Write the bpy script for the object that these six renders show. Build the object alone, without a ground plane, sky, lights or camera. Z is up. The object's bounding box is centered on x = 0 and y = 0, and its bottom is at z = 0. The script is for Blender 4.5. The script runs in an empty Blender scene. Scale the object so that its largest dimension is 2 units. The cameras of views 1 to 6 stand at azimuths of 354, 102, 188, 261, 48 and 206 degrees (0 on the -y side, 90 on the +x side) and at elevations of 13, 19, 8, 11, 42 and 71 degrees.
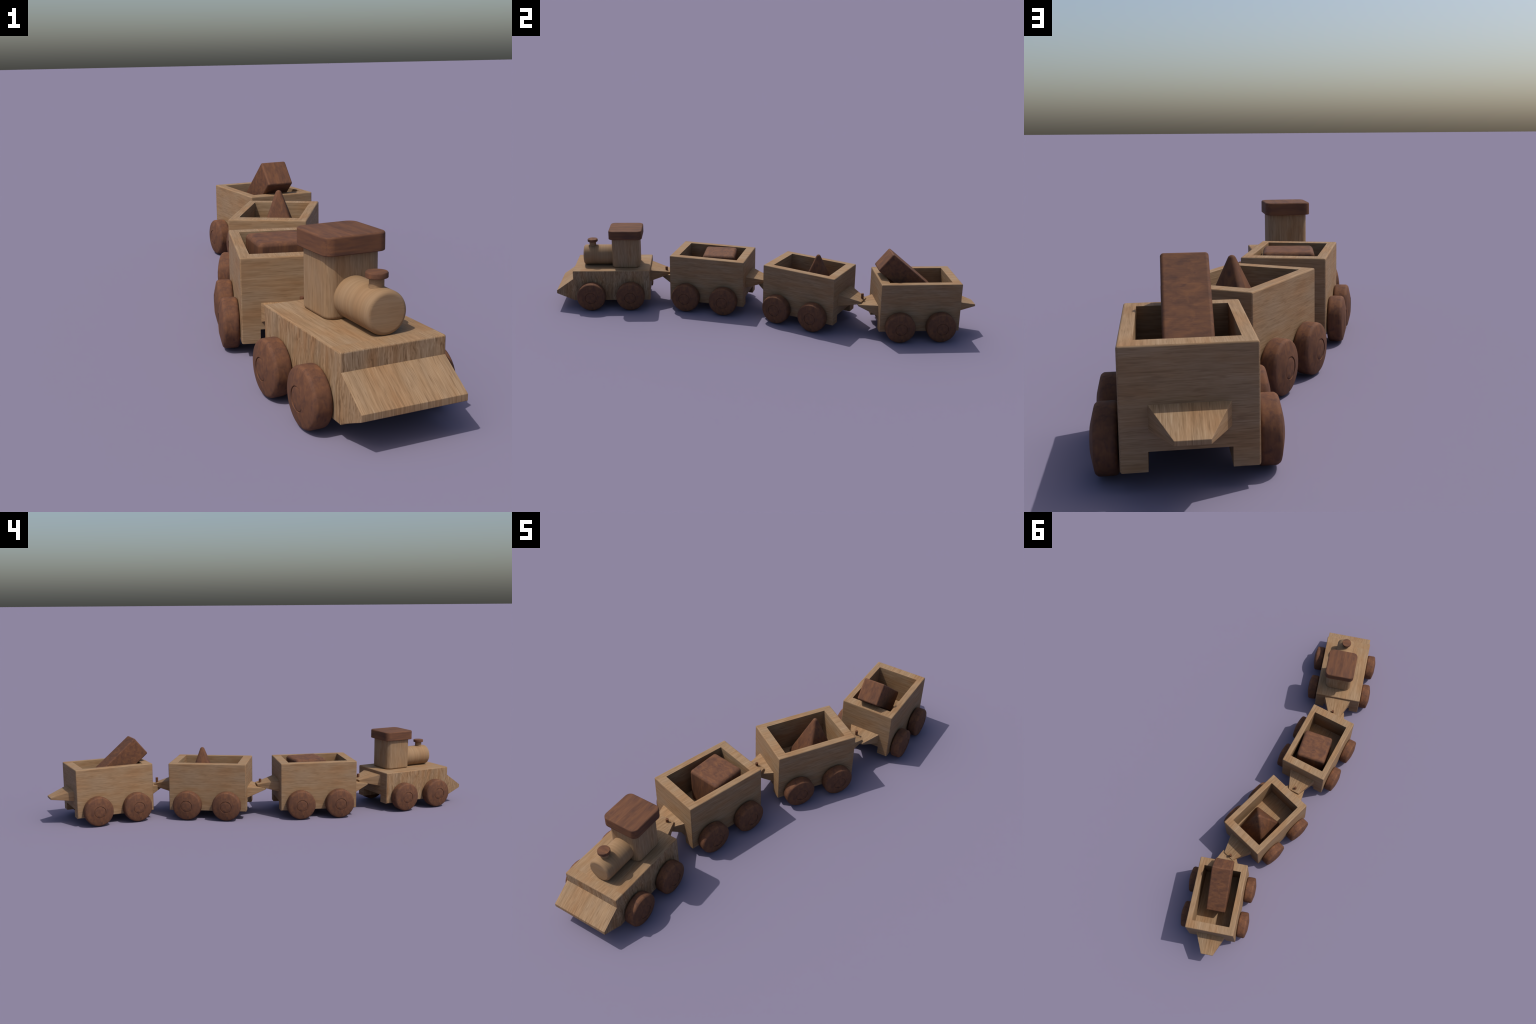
"""Wooden toy train: a locomotive and three open wagons, coupled by tapered
draw bars and pins.  The wagons carry a cube, a pyramid and a leaning bar."""
import bpy, bmesh, math
from mathutils import Vector, Matrix

# ------------------------------------------------------------------ materials
def node(nt, kind, **props):
    n = nt.nodes.new(kind)
    for k, v in props.items():
        setattr(n, k, v)
    return n

class Graph:
    """Small helper that chains shader nodes."""
    def __init__(self, name):
        self.mat = bpy.data.materials.new(name)
        self.mat.use_nodes = True
        self.nt = self.mat.node_tree
        self.nt.nodes.clear()
        self.out = node(self.nt, 'ShaderNodeOutputMaterial')
        self.bsdf = node(self.nt, 'ShaderNodeBsdfPrincipled')
        self.link(self.bsdf.outputs[0], self.out.inputs[0])
    def link(self, a, b):
        self.nt.links.new(a, b)
    def put(self, sock, v):
        if hasattr(v, 'is_output'):
            self.link(v, sock)
        else:
            sock.default_value = v
    def coords(self):
        return node(self.nt, 'ShaderNodeTexCoord').outputs['Object']
    def mapping(self, vec, scale, loc=(0, 0, 0), rot=(0, 0, 0)):
        m = node(self.nt, 'ShaderNodeMapping')
        self.link(vec, m.inputs['Vector'])
        m.inputs['Scale'].default_value = scale
        m.inputs['Location'].default_value = loc
        m.inputs['Rotation'].default_value = rot
        return m.outputs[0]
    def noise(self, vec, scale=1.0, detail=3.0, rough=0.55, distort=0.0, color=False):
        n = node(self.nt, 'ShaderNodeTexNoise')
        self.link(vec, n.inputs['Vector'])
        n.inputs['Scale'].default_value = scale
        n.inputs['Detail'].default_value = detail
        n.inputs['Roughness'].default_value = rough
        n.inputs['Distortion'].default_value = distort
        return n.outputs['Color' if color else 'Fac']
    def ramp(self, fac, stops):
        r = node(self.nt, 'ShaderNodeValToRGB')
        self.link(fac, r.inputs[0])
        e = r.color_ramp.elements
        while len(e) < len(stops):
            e.new(0.5)
        for el, (p, c) in zip(e, stops):
            el.position = p
            el.color = (*c, 1.0) if len(c) == 3 else c
        return r.outputs[0]
    def math(self, op, a, b=0.0):
        m = node(self.nt, 'ShaderNodeMath', operation=op)
        self.put(m.inputs[0], a)
        self.put(m.inputs[1], b)
        return m.outputs[0]
    def vmath(self, op, a, b):
        m = node(self.nt, 'ShaderNodeVectorMath', operation=op)
        self.put(m.inputs[0], a)
        self.put(m.inputs[1], b)
        return m.outputs[0]
    def mix(self, fac, a, b, blend='MIX'):
        m = node(self.nt, 'ShaderNodeMix', data_type='RGBA', blend_type=blend)
        self.put(m.inputs['Factor'], fac)
        self.put(m.inputs['A'], a)
        self.put(m.inputs['B'], b)
        return m.outputs['Result']
    def bump(self, h, strength, dist):
        b = node(self.nt, 'ShaderNodeBump')
        b.inputs['Strength'].default_value = strength
        b.inputs['Distance'].default_value = dist
        self.link(h, b.inputs['Height'])
        self.link(b.outputs[0], self.bsdf.inputs['Normal'])

def grain_scale(axis, across, along):
    """Scale that stretches a noise along one axis ('ring': varies along y only)."""
    if axis == 'ring':            # hoops round the y axis
        return (along, across, along)
    if axis == 'slope':           # lines running down a slope that faces up and forward
        return (across, along, along)
    if axis == 'cheek':           # lines along a tapering upright side
        return (along, along, across)
    return tuple(along if a == axis else across for a in 'xyz')

def oak(name, axis, wobble=0.004, seed=0.0, coarse=1.0, depth=1.0, uv_seam=None, contrast=0.75):
    g = Graph(name)
    c = g.coords()
    if uv_seam is not None:      # copies the original's UV seam: grain starts afresh in front of this y
        sep = node(g.nt, 'ShaderNodeSeparateXYZ')
        g.link(c, sep.inputs[0])
        comb = node(g.nt, 'ShaderNodeCombineXYZ')
        g.link(g.math('MULTIPLY', g.math('LESS_THAN', sep.outputs[1], uv_seam), 0.37), comb.inputs[0])
        c = g.vmath('ADD', c, comb.outputs[0])
    w = g.noise(g.mapping(c, (11, 11, 11), (seed, 0, 0)), 1.0, 2.0, 0.5, color=True)
    w = g.vmath('MULTIPLY', g.vmath('SUBTRACT', w, (0.5, 0.5, 0.5)), (wobble,) * 3)
    c = g.vmath('ADD', c, w)
    off = (seed * 1.7, seed * 3.1, seed * 2.3)
    fine = g.noise(g.mapping(c, grain_scale(axis, 460 / coarse, 18 / coarse), off), 1.0, 4.0, 0.65)
    band = g.noise(g.mapping(c, grain_scale(axis, 150 / coarse, 6 / coarse), off), 1.0, 3.0, 0.6)
    broad = g.noise(g.mapping(c, grain_scale(axis, 24, 7), off), 1.0, 2.0, 0.5)
    pore = g.noise(g.mapping(c, grain_scale(axis, 400 / coarse, 26 / coarse), off), 1.0, 1.5, 0.5)
    tone = g.math('ADD', g.math('MULTIPLY', fine, 0.6), g.math('MULTIPLY', band, 0.4))
    lo, hi = 0.5 - 0.20 / depth, 0.5 + 0.22 / depth
    col = g.ramp(tone, [(lo, (0.162, 0.096, 0.049)), (0.47, (0.244, 0.151, 0.081)),
                        (0.55, (0.280, 0.179, 0.100)), (hi, (0.360, 0.248, 0.149))])
    warm = g.ramp(broad, [(0.34, (0.96, 0.85, 0.75)), (0.50, (1.0, 1.0, 1.0)), (0.66, (0.98, 1.05, 1.15))])
    col = g.mix(0.95, col, warm, 'MULTIPLY')
    hole = g.ramp(pore, [(0.58, (0, 0, 0)), (0.70, (1, 1, 1))])
    col = g.mix(g.math('MULTIPLY', hole, 0.5 * depth), col, (0.125, 0.070, 0.035, 1))
    col = g.mix(contrast, (0.246, 0.154, 0.083, 1), col)
    g.link(col, g.bsdf.inputs['Base Color'])
    g.bsdf.inputs['Roughness'].default_value = 0.70
    g.bsdf.inputs['Specular IOR Level'].default_value = 0.12
    g.bump(tone, 0.25, 0.0008)
    return g.mat

def redwood(name, axis, seed=0.0, split=None, stretch=3.0, mottle=0.72):
    """Dark reddish wood: mottled, with dark smudges and orange flecks."""
    g = Graph(name)
    c = g.coords()
    off = Vector((seed * 2.3, seed * 1.1, seed * 3.7))
    if split is not None:      # two boards glued side by side: the figure jumps at x = split
        sep = node(g.nt, 'ShaderNodeSeparateXYZ')
        g.link(c, sep.inputs[0])
        side = g.math('GREATER_THAN', sep.outputs[0], split)
        comb = node(g.nt, 'ShaderNodeCombineXYZ')
        g.link(g.math('MULTIPLY', side, 0.73), comb.inputs[1])
        g.link(g.math('MULTIPLY', side, 0.31), comb.inputs[2])
        c = g.vmath('ADD', c, comb.outputs[0])
    blotch = g.noise(g.mapping(c, grain_scale(axis, 54, 54 / stretch), off), 1.0, 4.0, 0.54, 0.6)
    smudge = g.noise(g.mapping(c, grain_scale(axis, 70, 70 / stretch), off + Vector((5, 2, 1))), 1.0, 4.0, 0.56, 0.4)
    fleck = g.noise(g.mapping(c, grain_scale(axis, 150, 150 / stretch), off + Vector((1, 7, 3))), 1.0, 3.0, 0.6, 0.5)
    streak = g.noise(g.mapping(c, grain_scale(axis, 420, 18), off), 1.0, 3.0, 0.6)
    col = g.ramp(blotch, [(0.5 - 0.20 / mottle, (0.082, 0.0395, 0.0255)), (0.48, (0.116, 0.0525, 0.0300)),
                          (0.5 + 0.12 / mottle, (0.150, 0.066, 0.033)), (0.5 + 0.28 / mottle, (0.192, 0.085, 0.038))])
    dark = g.ramp(smudge, [(0.53, (0, 0, 0)), (0.70, (1, 1, 1))])
    col = g.mix(g.math('MULTIPLY', dark, 0.78 * mottle), col, (0.058, 0.031, 0.027, 1))
    light = g.ramp(fleck, [(0.60, (0, 0, 0)), (0.78, (1, 1, 1))])
    col = g.mix(g.math('MULTIPLY', light, 0.38 * mottle), col, (0.225, 0.098, 0.036, 1))
    shade = g.ramp(streak, [(0.3, (0.84, 0.84, 0.84)), (0.7, (1.12, 1.12, 1.12))])
    col = g.mix(0.45, col, shade, 'MULTIPLY')
    if split is not None:
        col = g.mix(g.math('MULTIPLY', side, 0.5), col, (0.80, 0.80, 0.82, 1), 'MULTIPLY')
    g.link(col, g.bsdf.inputs['Base Color'])
    g.bsdf.inputs['Roughness'].default_value = 0.72
    g.bsdf.inputs['Specular IOR Level'].default_value = 0.12
    g.bump(g.math('ADD', blotch, streak), 0.15, 0.0008)
    return g.mat

OAK = {a: oak('oak_grain_' + a, a) for a in 'xyz'}
OAK_WAVY = oak('oak_wavy_upright_grain', 'z', wobble=0.032, seed=4.0, coarse=1.2, depth=1.6, contrast=1.0)
OAK_BOARD = oak('oak_rim_grain', 'y', seed=2.0, coarse=1.25)
OAK_DECK = oak('oak_deck_grain', 'y', seed=2.0, coarse=1.1, uv_seam=-0.144, contrast=0.75)
OAK_SLOPE = oak('oak_slope_grain', 'slope', seed=6.0, coarse=0.95, depth=1.3, contrast=0.78)
OAK_CHEEK = oak('oak_cheek_grain', 'cheek', seed=6.5, coarse=1.2)
OAK_CAB = oak('oak_cab_grain', 'z', wobble=0.008, seed=8.0, coarse=1.15)
OAK_RING = oak('oak_ring_grain', 'ring', wobble=0.016, seed=3.0, coarse=2.2, depth=0.6, contrast=0.42)
OAK_PLAIN = oak('oak_plain', 'x', seed=12.0, depth=0.5, contrast=0.5)
RED = {a: redwood('redwood_grain_' + a, a) for a in 'xyz'}
RED_WHEEL = redwood('redwood_wheel', 'z', 3.0, stretch=1.5)
RED_ROOF = redwood('redwood_two_boards', 'y', 5.0, split=0.004, stretch=6.0, mottle=0.7)
RED_SMOOTH = {a: redwood('redwood_roof_edge_' + a, a, 6.0, stretch=7.0, mottle=0.65) for a in 'xy'}
RED_BLOCK = redwood('redwood_block', 'x', 7.0, stretch=1.5)
RED_BLOCK_SIDE = redwood('redwood_block_side', 'z', 7.5, stretch=4.5)
RED_BAR = redwood('redwood_bar', 'x', 9.0, stretch=1.9)
RED_PYRAMID = redwood('redwood_pyramid', 'z', 11.0, stretch=3.0)

# ------------------------------------------------------------------- building
def finish(name, bm, mats, pick=None, parent=None, weighted=True, sharp=40):
    """Turn a bmesh into an object; pick(face) gives its material slot."""
    bmesh.ops.recalc_face_normals(bm, faces=bm.faces)
    for f in bm.faces:
        f.smooth = True
        f.material_index = pick(f) if pick else 0
    lim = math.radians(sharp)
    for e in bm.edges:
        e.smooth = not (len(e.link_faces) == 2 and e.calc_face_angle() > lim)
    me = bpy.data.meshes.new(name)
    bm.to_mesh(me)
    bm.free()
    for m in mats:
        me.materials.append(m)
    ob = bpy.data.objects.new(name, me)
    bpy.context.collection.objects.link(ob)
    if weighted:
        wn = ob.modifiers.new('weighted_normals', 'WEIGHTED_NORMAL')
        wn.keep_sharp = True
        wn.weight = 100
    if parent:
        ob.parent = parent
    return ob

def copy_of(ob, parent, matrix):
    o = ob.copy()
    bpy.context.collection.objects.link(o)
    o.parent = parent
    o.matrix_local = matrix
    return o

def by_normal(nx, ny, nz):
    """Slot chooser from the dominant direction of a face."""
    def pick(f):
        n = [abs(c) for c in f.normal]
        return (nx, ny, nz)[n.index(max(n))]
    return pick

def prism(bm, outline_xz, y0, y1):
    """Extrude a closed (x, z) outline from y0 to y1; returns faces front, back, sides."""
    a = [bm.verts.new((x, y0, z)) for x, z in outline_xz]
    b = [bm.verts.new((x, y1, z)) for x, z in outline_xz]
    front = bm.faces.new(a)
    back = bm.faces.new(list(reversed(b)))
    n = len(a)
    sides = [bm.faces.new((a[i], b[i], b[(i + 1) % n], a[(i + 1) % n])) for i in range(n)]
    return front, back, sides

def lathe(bm, profile, axis, segs=64):
    """Revolve (along, radius) pairs round an axis ('x', 'y' or 'z')."""
    def at(t, r, a):
        c, s = r * math.cos(a), r * math.sin(a)
        return {'x': (t, c, s), 'y': (s, t, c), 'z': (c, s, t)}[axis]
    rows = []
    for t, r in profile:
        if r < 1e-6:
            rows.append([bm.verts.new(at(t, 0, 0))])
        else:
            rows.append([bm.verts.new(at(t, r, 2 * math.pi * i / segs)) for i in range(segs)])
    for p, q in zip(rows, rows[1:]):
        for i in range(segs):
            j = (i + 1) % segs
            if len(p) == 1:
                bm.faces.new((p[0], q[i], q[j]))
            elif len(q) == 1:
                bm.faces.new((p[i], q[0], p[j]))
            else:
                bm.faces.new((p[i], q[i], q[j], p[j]))

def arc_profile(t0, r0, t1, r1, convex_at, n=5):
    """Quarter round from (t0, r0) to (t1, r1); convex_at = 't' keeps t first."""
    pts = []
    for i in range(n + 1):
        a = math.pi / 2 * i / n
        if convex_at == 'r':
            pts.append((t0 + (t1 - t0) * math.sin(a), r1 + (r0 - r1) * math.cos(a)))
        else:
            pts.append((t1 + (t0 - t1) * math.cos(a), r0 + (r1 - r0) * math.sin(a)))
    return pts

def rounded_slab(bm, cx, cy, hx, hy, radius, levels, n=8):
    """Rounded rectangle lofted through (z, inset) levels, capped."""
    rows = []
    for z, inset in levels:
        r = max(radius - inset, 0.002)
        row = []
        for k, (sx, sy) in enumerate(((1, 1), (-1, 1), (-1, -1), (1, -1))):
            for i in range(n + 1):
                a = math.pi / 2 * (k + i / n)
                row.append(bm.verts.new((cx + sx * (hx - inset - r) + r * math.cos(a),
                                         cy + sy * (hy - inset - r) + r * math.sin(a), z)))
        rows.append(row)
    m = len(rows[0])
    for p, q in zip(rows, rows[1:]):
        for i in range(m):
            bm.faces.new((p[i], p[(i + 1) % m], q[(i + 1) % m], q[i]))
    bm.faces.new(list(reversed(rows[0])))
    bm.faces.new(rows[-1])

def edge_round(z0, z1, bottom, top, n=4):
    """(z, inset) levels of a slab with rounded bottom and top rims."""
    lv = []
    for i in range(n + 1):
        a = math.pi / 2 * i / n
        lv.append((z0 + bottom * (1 - math.sin(a)) if False else z0 + bottom * (1 - math.cos(a)),
                   bottom * (1 - math.sin(a))))
    for i in range(n + 1):
        a = math.pi / 2 * i / n
        lv.append((z1 - top * (1 - math.sin(a)), top * (1 - math.cos(a))))
    return lv

def soft_hull(points, radius, name, mats, pick=None):
    """Solid with given core corners, every edge rounded by the radius."""
    bm = bmesh.new()
    for p in points:
        bmesh.ops.create_uvsphere(bm, u_segments=24, v_segments=13, radius=radius,
                                  matrix=Matrix.Translation(p))
    r = bmesh.ops.convex_hull(bm, input=bm.verts)
    junk = {g for k in ('geom_interior', 'geom_unused') for g in r[k] if isinstance(g, bmesh.types.BMVert)}
    bmesh.ops.delete(bm, geom=list(junk), context='VERTS')
    loose = [f for f in bm.faces if not any(len(e.link_faces) == 2 for e in f.edges)]
    bmesh.ops.delete(bm, geom=loose, context='FACES')
    bmesh.ops.dissolve_limit(bm, angle_limit=math.radians(0.3), verts=bm.verts, edges=bm.edges)
    return finish(name, bm, mats, pick, sharp=60)

def empty(name, parent=None):
    e = bpy.data.objects.new(name, None)
    e.empty_display_size = 0.1
    bpy.context.collection.objects.link(e)
    if parent:
        e.parent = parent
    return e

def tag(ob, label, category):
    ob["label"] = label
    ob["category"] = category

# ---------------------------------------------------------------- dimensions
HALF_W, HALF_L = 0.1211, 0.1803       # both kinds of vehicle share their plan
LEG_Z, ARCH_Z, ARCH_X = 0.0350, 0.0711, 0.0727
WAGON_TOP, FLOOR_Z = 0.2567, 0.1045
CAVITY_X, CAVITY_Y = 0.0938, 0.1402
DECK_Z = 0.1835
WHEEL_R = 0.0662
EDGE = 0.0045

def body_outline(top):
    """End view of a body: a board with a channel cut along its underside."""
    return [(-HALF_W, LEG_Z), (-ARCH_X, LEG_Z), (-ARCH_X, ARCH_Z), (ARCH_X, ARCH_Z),
            (ARCH_X, LEG_Z), (HALF_W, LEG_Z), (HALF_W, top), (-HALF_W, top)]

def soften(bm, test):
    edges = [e for e in bm.edges if test(e)]
    bmesh.ops.bevel(bm, geom=edges, offset=EDGE, segments=3, profile=0.5, affect='EDGES', clamp_overlap=True)

def on_shell(top):
    """True for the outer edges of a body (not the cavity, not the channel)."""
    def test(e):
        a, b = (v.co for v in e.verts)
        def hits(i, val):
            return abs(abs(a[i]) - val) < 1e-6 and abs(abs(b[i]) - val) < 1e-6
        x, y = hits(0, HALF_W), hits(1, HALF_L)
        t = abs(a.z - top) < 1e-6 and abs(b.z - top) < 1e-6
        return (x and y) or (t and (x or y)) or (x and abs(a.z - LEG_Z) < 1e-6 and abs(b.z - LEG_Z) < 1e-6)
    return test

def wagon_body(parent):
    bm = bmesh.new()
    _, _, sides = prism(bm, body_outline(WAGON_TOP), -HALF_L, HALF_L)
    lid = max(sides, key=lambda f: f.calc_center_median().z)
    rim = list(lid.verts)
    bm.faces.remove(lid)
    def ring(z):
        return [bm.verts.new((math.copysign(CAVITY_X, v.co.x), math.copysign(CAVITY_Y, v.co.y), z)) for v in rim]
    upper, lower = ring(WAGON_TOP), ring(FLOOR_Z)
    for i in range(4):
        j = (i + 1) % 4
        bm.faces.new((rim[i], rim[j], upper[j], upper[i]))
        bm.faces.new((upper[i], upper[j], lower[j], lower[i]))
    bm.faces.new(lower)
    soften(bm, on_shell(WAGON_TOP))
    return finish('wagon', bm, [OAK['y'], OAK['x'], OAK_BOARD], by_normal(0, 1, 2), parent)

def loco_body(parent):
    bm = bmesh.new()
    prism(bm, body_outline(DECK_Z), -HALF_L, HALF_L)
    soften(bm, on_shell(DECK_Z))
    def pick(f):
        n = f.normal
        if abs(n.z) > 0.7:
            return 0
        return 2 if n.y > 0.7 else 1
    return finish('locomotive', bm, [OAK_DECK, OAK_WAVY, OAK['x']], pick, parent)

def draw_bar(name, parent, y0, y1, w0, w1, base, tip):
    """Tapered wedge from the body end (y0) to its tip (y1); base and tip are (top, bottom) heights."""
    bm = bmesh.new()
    a = [bm.verts.new((s * w0, y0, z)) for s, z in ((-1, base[1]), (1, base[1]), (1, base[0]), (-1, base[0]))]
    b = [bm.verts.new((s * w1, y1, z)) for s, z in ((-1, tip[1]), (1, tip[1]), (1, tip[0]), (-1, tip[0]))]
    bm.faces.new(a)
    bm.faces.new(list(reversed(b)))
    for i in range(4):
        bm.faces.new((a[i], b[i], b[(i + 1) % 4], a[(i + 1) % 4]))
    edges = [e for e in bm.edges if not all(abs(v.co.y - y0) < 1e-6 for v in e.verts)]
    bmesh.ops.bevel(bm, geom=edges, offset=0.0014, segments=2, profile=0.5, affect='EDGES', clamp_overlap=True)
    def pick(f):
        return 1 if abs(f.normal.z) > 0.6 or abs(f.normal.y) > 0.9 else 0
    return finish(name, bm, [OAK_CHEEK, OAK_SLOPE], pick, parent)

def pin(parent, x, y, top, bottom):
    bm = bmesh.new()
    r = 0.0060
    lathe(bm, [(bottom, 0), (bottom, r)] + [(top - 0.0008, r), (top, r - 0.0008), (top, 0)], 'z', 20)
    bmesh.ops.translate(bm, verts=bm.verts, vec=(x, y, 0))
    return finish('coupling_pin', bm, [RED['z']], None, parent)

def wheel_mesh(parent):
    """Fat turned wheel: flat tread, chamfered shoulder, shallow cone, sunk hub."""
    bm = bmesh.new()
    prof = [(-0.012, 0), (-0.012, 0.012), (-0.0004, 0.012), (-0.0004, 0.0590), (0.0006, 0.0618), (0.0030, 0.0645),
            (0.0060, 0.0658), (0.0095, WHEEL_R), (0.0325, WHEEL_R), (0.0348, 0.0661), (0.0368, 0.0655), (0.0406, 0.0629),
            (0.0418, 0.0614), (0.0428, 0.0585), (0.0456, 0.0470), (0.0486, 0.0340), (0.0500, 0.0273),
            (0.0500, 0.0270), (0.0476, 0.0266), (0.0474, 0.0256), (0.0485, 0.0252), (0.0490, 0.0243), (0.0496, 0.0120), (0.0497, 0)]
    lathe(bm, prof, 'x', 72)
    return finish('wheel', bm, [RED_WHEEL], None, parent, weighted=False, sharp=34)

WHEEL = None
def add_wheels(parent, front, back):
    global WHEEL
    for y in (front, back):
        for side in (1, -1):
            gap = 0.0038 if side > 0 else 0.0012      # play on the axle
            m = Matrix.Translation((side * (HALF_W + gap), y, WHEEL_R))
            if side < 0:
                m = m @ Matrix.Rotation(math.pi, 4, 'Z')
            if WHEEL is None:
                WHEEL = wheel_mesh(parent)
                WHEEL.matrix_local = m
            else:
                copy_of(WHEEL, parent, m)

# -------------------------------------------------------------------- assembly
train = empty('toy_train')
tag(train, 'wooden toy train with locomotive and three open wagons', 'toy train')

def place(ob, x, y, degrees):
    ob.matrix_local = Matrix.Translation((x, y, 0)) @ Matrix.Rotation(math.radians(degrees), 4, 'Z')

LOCO = (0.0255, -0.7186, 16.38)
WAGONS = [(-0.0586, -0.2407, -0.29), (0.0011, 0.2410, -16.60), (0.0150, 0.7274, 16.99)]

loco = loco_body(train)
place(loco, *LOCO)
add_wheels(loco, -0.0940, 0.0892)

# cowcatcher: blunt-nosed wedge on the front, a hair narrower than the body
bm = bmesh.new()
side = [(-HALF_L + 0.004, 0.0356), (-0.2586, 0.0722), (-0.2586, 0.0866), (-HALF_L - 0.0005, 0.1424), (-HALF_L + 0.004, 0.1424)]
half = 0.1190
l = [bm.verts.new((-half, y, z)) for y, z in side]
r = [bm.verts.new((half, y, z)) for y, z in side]
bm.faces.new(l)
bm.faces.new(list(reversed(r)))
for i in range(len(side)):
    j = (i + 1) % len(side)
    bm.faces.new((l[i], l[j], r[j], r[i]))
nose = [e for e in bm.edges if all(v.co.y < -0.25 for v in e.verts)
        or (all(v.co.x > half - 1e-6 for v in e.verts) or all(v.co.x < -half + 1e-6 for v in e.verts)) and min(v.co.y for v in e.verts) < -0.25]
bmesh.ops.bevel(bm, geom=nose, offset=0.0010, segments=2, profile=0.5, affect='EDGES', clamp_overlap=True)
finish('cowcatcher', bm, [OAK_SLOPE, OAK_WAVY],
       lambda f: 0 if abs(f.normal.x) < 0.5 else 1, loco)

# cab and its overhanging roof
bm = bmesh.new()
rounded_slab(bm, 0.0132, 0.0654, 0.0664, 0.0648, 0.024, edge_round(DECK_Z - 0.0015, 0.3275, 0.010, 0.001))
finish('cab', bm, [OAK_CAB], None, loco)
bm = bmesh.new()
rounded_slab(bm, 0.0134, 0.0658, 0.0762, 0.0780, 0.0235, edge_round(0.3258, 0.3675, 0.0022, 0.0050))
finish('cab_roof', bm, [RED_SMOOTH['y'], RED_SMOOTH['x'], RED_ROOF], by_normal(0, 1, 2), loco)

# boiler: lying cylinder with a rounded front rim
bm = bmesh.new()
R, front = 0.0474, -0.1362
prof = [(front, 0), (front, R - 0.0100)] + arc_profile(front, R - 0.0100, front + 0.0100, R, 't', 6)[1:] + [(0.012, R), (0.012, 0)]
lathe(bm, prof, 'y', 72)
bmesh.ops.translate(bm, verts=bm.verts, vec=(0.0102, 0, DECK_Z - 0.0008 + R))
finish('boiler', bm, [OAK_RING, OAK_PLAIN], lambda f: 1 if f.normal.y < -0.8 else 0, loco)

# chimney and its cap
bm = bmesh.new()
lathe(bm, [(0.262, 0), (0.262, 0.0164), (0.2745, 0.0164), (0.2770, 0.0157), (0.2790, 0.0155), (0.2975, 0.0155), (0.2975, 0)], 'z', 40)
bmesh.ops.translate(bm, verts=bm.verts, vec=(0.0091, -0.0950, 0))
finish('chimney', bm, [OAK_PLAIN], None, loco)
bm = bmesh.new()
lathe(bm, [(0.2962, 0), (0.2962, 0.0228), (0.2971, 0.0237), (0.3058, 0.0237), (0.3080, 0.0222), (0.3084, 0.0200), (0.3084, 0)], 'z', 48)
bmesh.ops.translate(bm, verts=bm.verts, vec=(0.0091, -0.0950, 0))
finish('chimney_cap', bm, [RED['x']], None, loco)

# (base top, base bottom), (tip top, tip bottom) of each rear draw bar, and the pin's spot
REAR = [((0.1690, 0.1125), (0.1440, 0.1340), (0.0121, 0.2551)),
        ((0.1695, 0.1150), (0.1448, 0.1360), (0.0000, 0.2580)),
        ((0.1685, 0.1105), (0.1390, 0.1288), (-0.0074, 0.2651)),
        ((0.1546, 0.1075), (0.1240, 0.1150), None)]
FRONT_TOP = 0.1408

vehicles = [loco]
first = None
for x, y, deg in WAGONS:
    if first is None:
        first = w = wagon_body(train)
        place(w, x, y, deg)
    else:
        w = first.copy()
        bpy.context.collection.objects.link(w)
        w.parent = train
        place(w, x, y, deg)
    vehicles.append(w)
    add_wheels(w, -0.0936, 0.0898)

for i, v in enumerate(vehicles):
    base, tip, spot = REAR[i]
    draw_bar('rear_coupling', v, HALF_L - 0.004, 0.2757 if spot else 0.2768, 0.0728, 0.0300, base, tip)
    if spot:
        pin(v, *spot, 0.1655, 0.1200)
    if i:
        draw_bar('front_coupling', v, -HALF_L + 0.004, -0.2628, 0.0722, 0.0296,
                 (FRONT_TOP, 0.0885), (0.1285, 0.1222))

# ------------------------------------------------------------------------ cargo
def in_wagon(i, x, y, z, degrees=0.0):
    wx, wy, wd = WAGONS[i]
    return (Matrix.Translation((wx, wy, 0)) @ Matrix.Rotation(math.radians(wd), 4, 'Z')
            @ Matrix.Translation((x, y, z)) @ Matrix.Rotation(math.radians(degrees), 4, 'Z'))

def corners(hx, hy, hz, r):
    return [Vector((a * (hx - r), b * (hy - r), c * (hz - r))) for a in (1, -1) for b in (1, -1) for c in (1, -1)]

h = (0.2628 - FLOOR_Z) / 2
cube = soft_hull(corners(0.0760, 0.0758, h, 0.0145), 0.0145, 'wooden_cube', [RED_BLOCK, RED_BLOCK_SIDE], by_normal(1, 1, 0))
cube.matrix_world = in_wagon(0, 0.0046, 0.0352, FLOOR_Z + h, 8.6)
tag(cube, 'dark reddish wooden cube with rounded edges', 'wooden block')

rad, b = 0.0107, 0.0670
pyr = soft_hull([Vector((sx * b, sy * b, rad)) for sx in (1, -1) for sy in (1, -1)] + [Vector((0, 0, 0.3037 - FLOOR_Z))],
                rad, 'wooden_pyramid', [RED_PYRAMID])
pyr.matrix_world = in_wagon(1, 0.0032, 0.0429, FLOOR_Z, 6.37)
tag(pyr, 'dark reddish wooden pyramid with a rounded tip', 'wooden block')

bar = soft_hull(corners(0.0488, 0.1244, 0.0496, 0.0073), 0.0073, 'wooden_bar', [RED_BAR, RED['z']], by_normal(0, 1, 0))
bar.matrix_world = (in_wagon(2, -0.0054, -0.0559, 0.2524, -0.2) @ Matrix.Rotation(math.radians(-40.18), 4, 'X')
                    @ Matrix.Rotation(math.radians(-0.27), 4, 'Y'))
tag(bar, 'long dark reddish wooden bar leaning in a wagon', 'wooden block')
